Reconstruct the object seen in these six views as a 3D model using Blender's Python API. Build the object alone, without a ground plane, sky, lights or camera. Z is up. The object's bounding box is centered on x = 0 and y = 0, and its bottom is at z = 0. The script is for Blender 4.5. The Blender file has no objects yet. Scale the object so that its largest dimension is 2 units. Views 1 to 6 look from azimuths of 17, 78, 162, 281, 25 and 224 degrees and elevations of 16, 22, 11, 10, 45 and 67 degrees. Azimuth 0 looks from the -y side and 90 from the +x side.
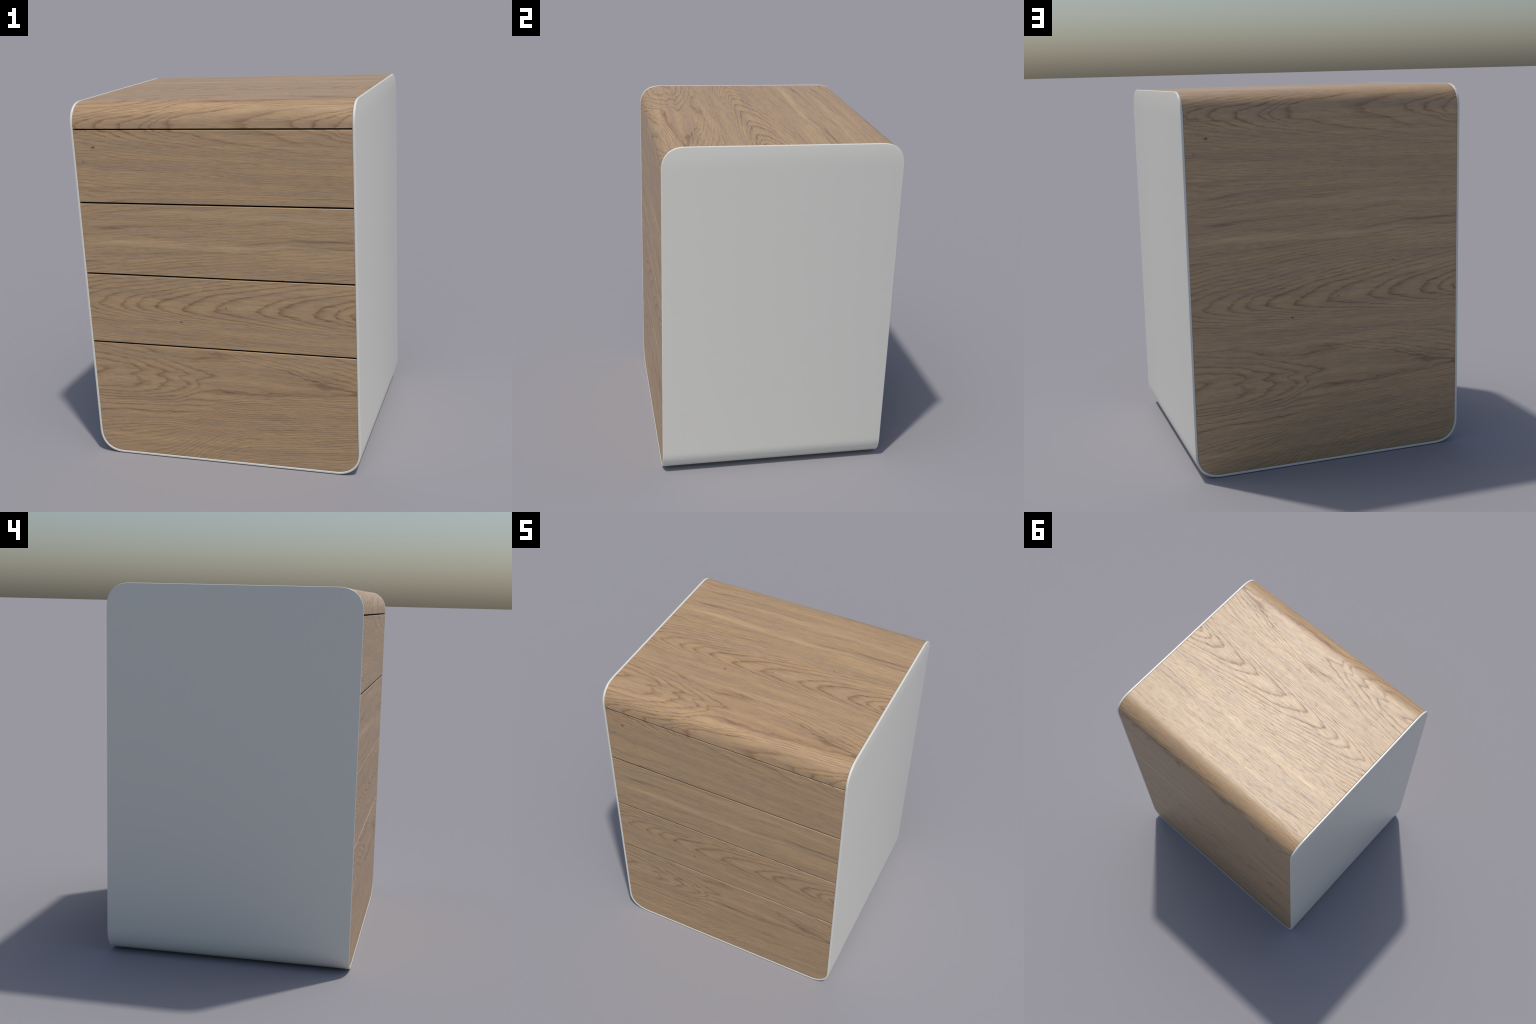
# Office drawer cabinet: a white lacquered U-shaped shell (two sides and the
# bottom in one bent sheet) holding an oak top, oak back and four oak drawers.
import bpy, bmesh, math
from math import pi, sin, cos, sqrt
from mathutils import Vector

# ------------------------------------------------------------------ sizes (m)
W, D, H = 0.758, 0.664, 2.0        # half width, half depth, height
T = 0.0132                         # shell thickness
RT = 0.131                         # rounded top front / back corners (side view)
RB = 0.142                         # rounded bottom bends (front view)
INSET, FACE_INSET = 0.0003, 0.0018                     # wood sits this far inside the shell edge
GAPS = (1.8680, 1.4715, 1.0755, 0.6770)   # centres of the shadow gaps
GAP, LIP_GAP = 0.0078, 0.0125                       # width of a shadow gap
SLAB = 0.030                       # thickness of the wooden panels

ROUND = 2.36                       # corners are a little fuller than a circle

def corner(a, r, off=0.0):
    """Point and unit normal on a full quarter corner of reach r, offset inwards.
    Measured from the corner's centre; a runs 0..pi/2 from the first axis."""
    c, s_ = max(cos(a), 0.0), max(sin(a), 0.0)
    e = 2.0 / ROUND
    nx, ny = c ** (2 - e), s_ ** (2 - e)
    l = sqrt(nx * nx + ny * ny)
    nx, ny = nx / l, ny / l
    return r * c ** e - off * nx, r * s_ ** e - off * ny, nx, ny

# ------------------------------------------------------------ node expressions
class Nodes:
    """Small helper that writes shader maths as ordinary expressions."""
    def __init__(self, tree):
        self.t = tree
    def new(self, kind, **props):
        n = self.t.nodes.new(kind)
        for k, v in props.items():
            setattr(n, k, v)
        return n
    def put(self, sock, val):
        if isinstance(val, E):
            self.t.links.new(val.s, sock)
        elif isinstance(val, bpy.types.NodeSocket):
            self.t.links.new(val, sock)
        else:
            sock.default_value = val
    def math(self, op, *a):
        n = self.new("ShaderNodeMath", operation=op)
        for i, x in enumerate(a):
            self.put(n.inputs[i], x)
        return E(self, n.outputs[0])
    def vec(self, x, y, z=0.0):
        n = self.new("ShaderNodeCombineXYZ")
        for i, v in enumerate((x, y, z)):
            self.put(n.inputs[i], v)
        return n.outputs[0]
    def noise(self, vec, scale=1.0, detail=2.0, rough=0.5):
        n = self.new("ShaderNodeTexNoise")
        n.noise_dimensions = "3D"
        self.put(n.inputs["Vector"], vec)
        n.inputs["Scale"].default_value = scale
        n.inputs["Detail"].default_value = detail
        n.inputs["Roughness"].default_value = rough
        return E(self, n.outputs["Fac"])
    def smooth(self, x, lo, hi, a=0.0, b=1.0):
        n = self.new("ShaderNodeMapRange", interpolation_type="SMOOTHSTEP")
        for i, v in enumerate((x, lo, hi, a, b)):
            self.put(n.inputs[i], v)
        return E(self, n.outputs[0])
    def curve(self, x, pts):
        """1-D profile through a few control points, straight beyond the ends."""
        n = self.new("ShaderNodeFloatCurve")
        m = n.mapping
        m.use_clip = False
        m.extend = "EXTRAPOLATED"
        c = m.curves[0]
        while len(c.points) > 2:
            c.points.remove(c.points[1])
        c.points[0].location, c.points[1].location = pts[0], pts[-1]
        for p in pts[1:-1]:
            c.points.new(*p)
        for p in c.points:
            p.handle_type = "VECTOR" if p in (c.points[0], c.points[-1]) else "AUTO_CLAMPED"
        m.update()
        self.put(n.inputs["Value"], x)
        return E(self, n.outputs[0])
    def mixf(self, f, a, b):
        n = self.new("ShaderNodeMix", data_type="FLOAT")
        for i, v in ((0, f), (2, a), (3, b)):
            self.put(n.inputs[i], v)
        return E(self, n.outputs[0])
    def mixc(self, f, a, b, blend="MIX"):
        n = self.new("ShaderNodeMix", data_type="RGBA", blend_type=blend)
        for i, v in ((0, f), (6, a), (7, b)):
            self.put(n.inputs[i], v)
        return n.outputs[2]

class E:
    def __init__(self, g, s): self.g, self.s = g, s
    def __add__(a, b): return a.g.math("ADD", a, b)
    def __radd__(a, b): return a.g.math("ADD", b, a)
    def __sub__(a, b): return a.g.math("SUBTRACT", a, b)
    def __rsub__(a, b): return a.g.math("SUBTRACT", b, a)
    def __mul__(a, b): return a.g.math("MULTIPLY", a, b)
    def __rmul__(a, b): return a.g.math("MULTIPLY", b, a)
    def __truediv__(a, b): return a.g.math("DIVIDE", a, b)
    def __rtruediv__(a, b): return a.g.math("DIVIDE", b, a)
    def __pow__(a, b): return a.g.math("POWER", a, b)
    def abs(a): return a.g.math("ABSOLUTE", a)
    def floor(a): return a.g.math("FLOOR", a)
    def fract(a): return a.g.math("FRACT", a)
    def max(a, b): return a.g.math("MAXIMUM", a, b)
    def min(a, b): return a.g.math("MINIMUM", a, b)
    def exp(a): return a.g.math("EXPONENT", a)
    def gt(a, b): return a.g.math("GREATER_THAN", a, b)

def srgb(r, g, b):
    f = lambda c: (c / 255 / 12.92) if c <= 10 else ((c / 255 + 0.055) / 1.055) ** 2.4
    return (f(r), f(g), f(b), 1.0)

# --------------------------------------------------------- the oak veneer sheet
def oak_group():
    """Plain-sawn oak veneer as a function of the sheet position (u along the
    grain, v across it): three cathedral figures, straight grain between."""
    t = bpy.data.node_groups.new("oak_veneer", "ShaderNodeTree")
    t.interface.new_socket("Sheet", in_out="INPUT", socket_type="NodeSocketVector")
    t.interface.new_socket("Color", in_out="OUTPUT", socket_type="NodeSocketColor")
    t.interface.new_socket("Grain", in_out="OUTPUT", socket_type="NodeSocketFloat")
    gi, go = t.nodes.new("NodeGroupInput"), t.nodes.new("NodeGroupOutput")
    g = Nodes(t)
    sep = g.new("ShaderNodeSeparateXYZ")
    t.links.new(gi.outputs[0], sep.inputs[0])
    u0, v0 = E(g, sep.outputs[0]), E(g, sep.outputs[1])

    # --- the growth is never regular: slow waves plus fibre-scale serration
    wave = g.noise(g.vec(u0 * 2.0, v0 * 5.0, 3.1), 1, 2.0, 0.5) - 0.5
    wob = g.noise(g.vec(u0 * 10.0, v0 * 14.0, 7.7), 1, 2.0, 0.55) - 0.5
    serr = g.noise(g.vec(u0 * 5.0, v0 * 140.0, 1.3), 1, 2.0, 0.6) - 0.5
    figure = g.smooth(v0, 0.64, 0.54) * g.smooth(v0, 0.17, 0.27)
    figure = figure.max(g.smooth(v0, 1.74, 1.86))
    arches = g.smooth(v0, 0.78, 0.84) * g.smooth(v0, 1.09, 0.99)
    bold = figure.max(arches)
    v = v0 + wave * 0.048 + wob * (0.008 + 0.015 * figure)
    u = u0 + serr * 0.050 + wob * (0.02 + 0.10 * figure)

    # --- A: nested arches pointing left around v = 0.905
    da = v - 0.905
    ka = g.mixf(g.smooth(da, -0.03, 0.03), 0.115, 0.165)
    qa = (da / ka) * (da / ka) / (1.0 + da.abs() * 2.5)
    pa = g.curve(u - qa, [(-1.30, -4.8), (-0.90, -2.4), (-0.55, 0.0), (-0.46, 1.0), (-0.34, 2.0),
                          (-0.18, 3.0), (0.0, 4.0), (0.22, 5.0), (0.33, 6.0), (0.55, 7.0), (0.63, 8.0), (0.80, 9.5)])
    # --- B: pointed tongues to the right around v = 0.50, bulging downwards
    db = v - g.curve(u0, [(-0.8, 0.502), (-0.2, 0.52), (0.1, 0.50), (0.8, 0.475)])
    bulge = g.curve(u0, [(-0.9, 0.04), (-0.74, 0.05), (-0.55, 0.095), (-0.30, 0.115), (-0.16, 0.070), (0.02, 0.0), (0.9, -0.01)])
    low = db.abs()
    low = low - bulge * g.smooth(low, 0.02, 0.10) * g.smooth(low, 0.36, 0.16)
    klo = g.curve(u0, [(-1.0, 0.16), (-0.4, 0.16), (0.1, 0.115), (1.0, 0.105)])
    kup = g.curve(u0, [(-1.0, 0.28), (-0.45, 0.25), (-0.2, 0.19), (0.2, 0.13), (1.0, 0.12)])
    xb = g.mixf(g.smooth(db, -0.012, 0.012), (low / klo).max(0.0), db.abs() / kup)
    qb = xb ** 1.4 / (1.0 + db.abs() * 1.5)
    pb = g.curve(u + qb, [(-1.2, -2.0), (-0.68, 0.0), (-0.47, 1.0), (-0.34, 2.0), (-0.18, 3.0), (-0.04, 4.0),
                          (0.12, 4.55), (0.74, 5.0), (0.88, 6.0), (1.10, 7.4), (1.50, 10.2)])
    pb = pb + g.smooth(db, -0.05, -0.30) * 4.0
    # --- C: broad arches pointing left around v = 1.89
    dc = v - 1.885
    kc = g.mixf(g.smooth(dc, -0.03, 0.03), 0.15, 0.12)
    qc = (dc / kc) * (dc / kc) / (1.0 + dc.abs() * 2.0)
    pc = g.curve(qc - u, [(-0.9, -8.0), (-0.66, -5.0), (-0.56, -4.0), (-0.45, -3.0), (-0.16, -2.0), (0.22, -1.0), (0.31, 0.0),
                          (0.37, 1.0), (0.49, 2.0), (0.60, 3.0), (0.72, 4.0), (0.90, 6.0), (1.30, 8.6)])
    p = g.mixf(g.smooth(v0, 0.64, 0.77), pb - (20.0 + u0 * 4.0 * g.smooth(v0, 0.50, 0.72)), pa)
    p = g.mixf(g.smooth(v0, 1.40, 1.60), p, pc - 52.0)
    p = p + (g.noise(g.vec(p * 0.6, 0.0, 5.5), 1, 1.0) - 0.5) * (1.3 - 0.65 * bold) \
          + (g.noise(g.vec(u0 * 4.0, v0 * 22.0, 9.0), 1, 3.0, 0.6) - 0.5) * 0.6

    # --- one growth ring: sharp porous line, then slow fade to dense late wood
    f, k = p.fract(), p.floor()
    wn = g.new("ShaderNodeTexWhiteNoise", noise_dimensions="1D")
    g.put(wn.inputs["W"], k)
    amp = 0.42 + 0.58 * E(g, wn.outputs["Value"])
    amp = g.mixf(bold, amp * 0.85, amp * 0.60 + 0.46)
    line = (f * -6.5).exp() + g.smooth(f, 0.88, 1.0) * 0.85
    line = (line * amp).min(1.0)
    patchy = g.smooth(g.noise(g.vec(u0 * 3.0, v0 * 30.0, 2.0), 1, 2.0), 0.32, 0.60, 0.60, 1.0)

    # --- fibres, pores, slow tone changes
    drift = wave * 3.0
    fib = g.noise(g.vec(u0 * 4.5, v0 * 105.0 + drift, 4.0), 1, 3.0, 0.7)
    fine = g.noise(g.vec(u0 * 14.0, v0 * 300.0 + drift * 2.0, 8.0), 1, 2.0, 0.65)
    plain = g.smooth(v0, 1.10, 1.22) * g.smooth(v0, 1.86, 1.70)
    line = line * (1.0 - plain * 0.45) * patchy * g.smooth(fib, 0.30, 0.60, 1.20, 0.82)
    pore = g.smooth(g.noise(g.vec(u0 * 17.0, v0 * 230.0 + drift * 2.0, 6.0), 1, 1.5, 0.5), 0.58, 0.70)
    tone = g.noise(g.vec(u0 * 0.8, v0 * 20.0 + drift * 0.4, 12.0), 1, 3.0, 0.6)
    grey = g.noise(g.vec(u0 * 1.5, v0 * 32.0 + drift * 0.5, 15.0), 1, 3.0, 0.6)

    col = g.mixc(g.smooth(grey, 0.38, 0.62), srgb(*TAN), srgb(*GREYTAN))
    warm = g.smooth(fib, 0.45, 0.72)
    col = g.mixc(warm * 0.30, col, srgb(*ORANGE))
    halo = (g.smooth(f, 0.45, 0.95) + (f * -4.0).exp()).min(1.0) * amp * 0.34
    col = g.mixc(halo * patchy, col, srgb(*ORANGE))
    col = g.mixc(line.min(1.0) * 0.86, col, srgb(*BROWN))
    col = g.mixc(pore * (0.17 + 0.42 * line), col, srgb(*DARK))
    bright = 1.0 + (tone - 0.5) * 0.42 + (fib - 0.5) * 0.66 + (fine - 0.5) * 0.72
    bc = g.new("ShaderNodeVectorMath", operation="SCALE")
    g.put(bc.inputs[0], col)
    g.put(bc.inputs["Scale"], bright)
    col = bc.outputs[0]

    # --- long mineral streaks beside the straight grain, dark and pale
    for (su, sv, ru, rv, amount) in ((-0.565, 1.326, 0.070, 0.008, 0.55), (-0.40, 1.341, 0.200, 0.009, 0.42), (0.60, 1.289, 0.200, 0.008, 0.60),
                                     (0.28, 1.272, 0.180, 0.006, 0.35), (0.10, 1.22, 0.90, 0.006, 0.35), (-0.45, 1.43, 0.35, 0.006, 0.30)):
        x, y = (u0 - su) / ru, (v - sv - (u0 - su) * 0.05) / rv
        spot = (0.0 - (x * x + y * y) * 0.7).exp() * g.smooth(fib, 0.66, 0.36, 0.45, 1.0)
        col = g.mixc(spot * amount, col, srgb(*DARK))
    for (su, sv, ru, rv, amount) in ((-0.3, 1.244, 0.80, 0.012, 0.50), (0.45, 1.40, 0.50, 0.012, 0.40), (0.35, 1.245, 0.5, 0.008, 0.35)):
        x, y = (u0 - su) / ru, (v - sv + (u0 - su) * 0.02) / rv
        spot = (0.0 - (x * x + y * y) * 0.7).exp() * g.smooth(fib, 0.66, 0.36, 1.0, 0.45)
        col = g.mixc(spot * amount, col, srgb(*PALE))

    # --- knots: a bigger one with a reddish halo, and a few pin knots
    for (ku, kv, ru, rv, strength, halo_r) in ((-0.641, 1.766, 0.0085, 0.0055, 0.85, 3.4), (-0.214, 0.817, 0.006, 0.004, 0.85, 3.0),
                                               (0.046, 0.908, 0.006, 0.004, 0.55, 2.0), (0.362, 1.077, 0.006, 0.004, 0.50, 2.0),
                                               (-0.705, 1.690, 0.010, 0.008, 0.22, 2.2)):
        x, y = (u0 - ku) / ru, (v0 - kv) / rv
        d = g.math("SQRT", x * x + y * y)
        col = g.mixc(g.smooth(d, halo_r, 0.6) * 0.40 * strength, col, srgb(*KNOTRED))
        col = g.mixc(g.smooth(d, 1.15, 0.65) * strength, col, srgb(*KNOT))

    t.links.new(col, go.inputs[0])
    grain = fib * 0.5 + fine * 0.35 - pore * 0.35 - line * 0.4
    g.put(go.inputs[1], grain)
    return t

TAN, GREYTAN, ORANGE = (187, 156, 115), (175, 148, 116), (175, 131, 88)
BROWN, DARK = (116, 82, 52), (96, 71, 49)
PALE = (214, 184, 140)
KNOT, KNOTRED = (48, 38, 36), (150, 100, 72)

def oak_material(name, kind, group):
    m = bpy.data.materials.new(name)
    m.use_nodes = True
    t = m.node_tree
    g = Nodes(t)
    bsdf = t.nodes["Principled BSDF"]
    tc = g.new("ShaderNodeTexCoord")
    sep = g.new("ShaderNodeSeparateXYZ")
    t.links.new(tc.outputs["Object"], sep.inputs[0])
    x, y, z = (E(g, sep.outputs[i]) for i in range(3))
    def sheet(vec):
        n = g.new("ShaderNodeGroup")
        n.node_tree = group
        t.links.new(vec, n.inputs[0])
        return n
    back = y.gt(0.0)
    flip = 1.0 - back * 2.0
    upright = sheet(g.vec(x * flip - 0.004, z - 0.004))
    col, grain = upright.outputs[0], E(g, upright.outputs[1])
    if kind == "top":
        # the veneer is laid flat on the top and meets the upright sheet
        # half way round the front and back bends
        flat = sheet(g.vec(x - 0.002, y + 1.0025))
        across = (z - H) + (D - y.abs())
        side = g.smooth(across, -0.016, 0.022)
        col = g.mixc(side, col, flat.outputs[0])
        grain = g.mixf(side, grain, E(g, flat.outputs[1]))
    g.put(bsdf.inputs["Base Color"], col)
    g.put(bsdf.inputs["Roughness"], 0.45 + (grain - 0.4) * -0.25)
    bsdf.inputs["Specular IOR Level"].default_value = 0.82
    bsdf.inputs["IOR"].default_value = 1.5
    b = g.new("ShaderNodeBump")
    b.inputs["Strength"].default_value = 0.12
    b.inputs["Distance"].default_value = 0.004
    g.put(b.inputs["Height"], grain)
    t.links.new(b.outputs[0], bsdf.inputs["Normal"])
    return m

def plain_material(name, color, rough, spec=0.5, coat=0.0):
    m = bpy.data.materials.new(name)
    m.use_nodes = True
    t = m.node_tree
    g = Nodes(t)
    b = t.nodes["Principled BSDF"]
    tc = g.new("ShaderNodeTexCoord")
    n = g.noise(tc.outputs["Object"], 60.0, 3.0)
    c = srgb(*color)
    lo = tuple(v * 0.99 for v in c[:3]) + (1,)
    t.links.new(g.mixc(n, lo, c), b.inputs["Base Color"])
    b.inputs["Roughness"].default_value = rough
    b.inputs["Specular IOR Level"].default_value = spec
    return m

# ------------------------------------------------------------------- geometry
def finish(name, bm, mat, parent, smooth_deg=40):
    bmesh.ops.recalc_face_normals(bm, faces=bm.faces)
    me = bpy.data.meshes.new(name)
    bm.to_mesh(me)
    bm.free()
    me.materials.append(mat)
    for p in me.polygons:
        p.use_smooth = True
    me.set_sharp_from_angle(angle=math.radians(smooth_deg))
    weigh_normals(me, smooth_deg)
    ob = bpy.data.objects.new(name, me)
    bpy.context.collection.objects.link(ob)
    ob.parent = parent
    return ob

def weigh_normals(me, smooth_deg):
    """Area-weighted vertex normals, so broad flats stay flat beside eased edges."""
    me.update()
    total = [Vector((0, 0, 0)) for _ in me.vertices]
    for p in me.polygons:
        for v in p.vertices:
            total[v] += p.normal * p.area
    limit = math.cos(math.radians(smooth_deg + 12))
    out = []
    for p in me.polygons:
        for v in p.vertices:
            n = total[v].normalized() if total[v].length > 0 else p.normal
            out.append(n if n.dot(p.normal) > limit else p.normal.copy())
    me.normals_split_custom_set(out)

def build_shell(mat, parent):
    """One sheet bent round two bottom corners; its outline is rounded at the
    four upper corners and its rim is rounded over."""
    NA, NB = 28, 28
    FIL = 0.0042                        # rim rounding
    # each ring: (inset of the outline, depth below the outer face)
    prof = [(FIL * (1 - cos(a)), FIL * (1 - sin(a))) for a in [pi / 2 * (1 - i / 5) for i in range(6)]]
    prof = prof + [(d, T - n) for d, n in reversed(prof)]
    prof = [(d, n) for d, n in prof]

    def stations(inset, depth):
        st = []                         # (x, z, half width, outline normal y, z, face normal x, z)
        for j in range(NA + 1):         # down the left rounded corner
            pz, py, nz, ny = corner(pi / 2 * j / NA, RT, inset)
            st.append((-W + depth, H - RT + pz, D - RT + py, ny, nz, -1, 0))
        hw = D - inset
        zs = [H - RT + (RB - (H - RT)) * i / 8 for i in range(1, 8)]
        st += [(-W + depth, z, hw, 1, 0, -1, 0) for z in zs]
        for j in range(NB + 1):
            px, pz, nx, nz = corner(pi / 2 * j / NB, RB, depth)
            st.append((-W + RB - px, RB - pz, hw, 1, 0, -nx, -nz))
        st += [(x, depth, hw, 1, 0, 0, -1) for x in [(-W + RB) + (W - RB) * 2 * i / 8 for i in range(1, 8)]]
        left = [p for p in st if p[0] < -W + RB + 1e-6]
        return st + [(-x, z, h, ny, nz, -fx, fz) for x, z, h, ny, nz, fx, fz in reversed(left)]

    bm = bmesh.new()
    loops = []
    for inset, depth in prof:
        st = stations(inset, depth)
        left = [bm.verts.new((x, -h, z)) for x, z, h, *_ in st]
        right = [bm.verts.new((x, h, z)) for x, z, h, *_ in st]
        loops.append((left, right))
    n = len(loops[0][0])
    for (l0, r0), (l1, r1) in zip(loops, loops[1:]):
        for j in range(n - 1):
            bm.faces.new((l0[j], l0[j + 1], l1[j + 1], l1[j]))
            bm.faces.new((r0[j + 1], r0[j], r1[j], r1[j + 1]))
        bm.faces.new((r0[0], l0[0], l1[0], r1[0]))
        bm.faces.new((l0[-1], r0[-1], r1[-1], l1[-1]))
    for k in (0, len(loops) - 1):
        l, r = loops[k]
        for j in range(n - 1):
            bm.faces.new((l[j], r[j], r[j + 1], l[j + 1]))
    outer = {}
    l, r = loops[0]
    st = stations(*prof[0])
    bm.verts.index_update()
    for j, (x, z, h, ny, nz, fx, fz) in enumerate(st):
        base = Vector((fx, 0, fz))
        for vtx, s in ((l[j], -1), (r[j], 1)):
            outer[vtx.index] = (base + SOFT * Vector((0, s * ny, nz))).normalized()
    ob = finish("shell", bm, mat, parent, 60)
    # flat faces; normals tilted at the rims to shade in a soft light gradient
    me = ob.data
    me.update()
    nrm = [Vector(c.vector) for c in me.corner_normals]
    for lp in me.loops:
        if lp.vertex_index in outer:
            nrm[lp.index] = outer[lp.vertex_index]
    me.normals_split_custom_set(nrm)
    return ob

SOFT = 0.10

def rounded_outline(x0, x1, z0, z1, r, off=0.0, steps=24):
    """Closed outline, counter-clockwise seen from the front; lower corners follow
    a shell bend of reach r, moved inwards by off."""
    if r > 0:
        q = [corner(pi / 2 * i / steps, r, off)[:2] for i in range(steps + 1)]
        pts = [(x0 - off + r - px, z0 - off + r - pz) for px, pz in q]
        pts += [(x1 + off - r + px, z0 - off + r - pz) for px, pz in reversed(q)]
    else:
        pts = [(x0, z0), (x1, z0)]
    return pts + [(x1, z1), (x0, z1)]

def build_front(name, z0, z1, r, yface, ydir, mat, parent, cham=0.0048, side=0.0015, top=True):
    """Panel slab with eased edges. yface: outer face, ydir: -1 front, +1 back."""
    hx = W - T - 0.0006
    bm = bmesh.new()
    N = 2
    levels = []
    for i in range(N + 1):              # quarter-round easing, wide at the top edge
        a = pi / 2 * i / N
        levels.append((1 - sin(a), 1 - cos(a)))
    loops = []
    for e, d in levels:
        ct = cham if top else 0.0
        o = rounded_outline(-hx + side * e, hx - side * e, z0 + side * e, z1 - ct * e, r, T + 0.0006 + side * e)
        loops.append([bm.verts.new((x, yface - ydir * (max(ct, side) * d), z)) for x, z in o])
    last = loops[-1]
    loops.append([bm.verts.new((v.co.x, yface - ydir * SLAB, v.co.z)) for v in loops[-1]])
    for a, b in zip(loops, loops[1:]):
        for i in range(len(a)):
            j = (i + 1) % len(a)
            f = bm.faces.new((a[i], a[j], b[j], b[i]))
            f.material_index = int(a is last)  # slab edges behind the easing blackened to draw the slot's shadow line
    bm.faces.new(loops[0])
    bm.faces.new(loops[-1]).material_index = 1
    ob = finish(name, bm, mat, parent, 50)
    ob.data.materials.append(inner)
    return ob

def build_top(mat, parent):
    """Top board bent down at the front into a lip and at the back into the back panel."""
    hx = W - T - 0.0006
    yo, zo, r = D - FACE_INSET, H - INSET, RT - INSET
    zl = GAPS[0] + LIP_GAP / 2
    N = 24
    def path(off):
        q = [corner(pi / 2 * i / N, r, off)[:2] for i in range(N + 1)]
        pts = [(-yo + off, zl)]
        pts += [(-yo + r - py, zo - r + pz) for py, pz in q]
        pts += [(y, zo - off) for y in [(-yo + r) + 2 * (yo - r) * i / 6 for i in range(1, 6)]]
        pts += [(yo - r + py, zo - r + pz) for py, pz in reversed(q)]
        return pts
    e = 0.0015
    # section across the board: eased outer corners, then the inner face
    sect = [(-hx, SLAB), (-hx, e), (-hx + e * .3, e * .3), (-hx + e, 0), (hx - e, 0), (hx - e * .3, e * .3), (hx, e), (hx, SLAB)]
    bm = bmesh.new()
    rows = []
    for x, off in sect:
        rows.append([bm.verts.new((x, y, z)) for y, z in path(off)])
    m = len(rows[0])
    for i in range(len(rows)):
        a, b = rows[i], rows[(i + 1) % len(rows)]
        for j in range(m - 1):
            bm.faces.new((a[j], a[j + 1], b[j + 1], b[j]))
    bm.faces.new([row[0] for row in rows]).material_index = 1
    bm.faces.new([row[-1] for row in reversed(rows)])
    ob = finish("top_panel", bm, mat, parent, 40)
    ob.data.materials.append(inner)
    return ob

def build_carcass(mat, parent):
    """Inner box coloured near-black so the drawer gaps read as deep shadow."""
    hx, hy = W - T - 0.004, D - SLAB - 0.004
    front = -D + SLAB + 0.006
    bm = bmesh.new()
    o = rounded_outline(-hx, hx, T + 0.004, GAPS[0] - 0.07, RB, T + 0.004)
    f = [bm.verts.new((x, front, z)) for x, z in o]
    b = [bm.verts.new((x, hy, z)) for x, z in o]
    for i in range(len(f)):
        j = (i + 1) % len(f)
        bm.faces.new((f[i], f[j], b[j], b[i]))
    bm.faces.new(f)
    bm.faces.new(b)
    return finish("carcass", bm, mat, parent, 30)

# ---------------------------------------------------------------------- build
root = bpy.data.objects.new("drawer_cabinet", None)
bpy.context.collection.objects.link(root)
root["label"] = "white drawer cabinet with rounded oak top, back and four drawers"
root["category"] = "drawer cabinet"

group = oak_group()
oak_upright = oak_material("oak_upright", "upright", group)
oak_top = oak_material("oak_top", "top", group)
lacquer = plain_material("white_lacquer", (226, 224, 213), 0.32)
inner = plain_material("painted_gap_shadow", (34, 27, 21), 0.8, 0.2)  # near-black base colour puts the slot darkness into the surface

build_shell(lacquer, root)
build_top(oak_top, root)
yf, yb = -(D - FACE_INSET), D - FACE_INSET
build_front("back_panel", T + 0.0006, H - RT, RB, yb, 1, oak_upright, root, cham=0.0, top=False)
build_carcass(inner, root)
zt = [GAPS[0] - LIP_GAP / 2, GAPS[1] - GAP / 2, GAPS[2] - GAP / 2, GAPS[3] - GAP / 2]
zb = [GAPS[1] + GAP / 2, GAPS[2] + GAP / 2, GAPS[3] + GAP / 2, T + 0.0006]
for i in range(4):
    build_front("drawer", zb[i], zt[i], RB if i == 3 else 0, yf, -1, oak_upright, root)
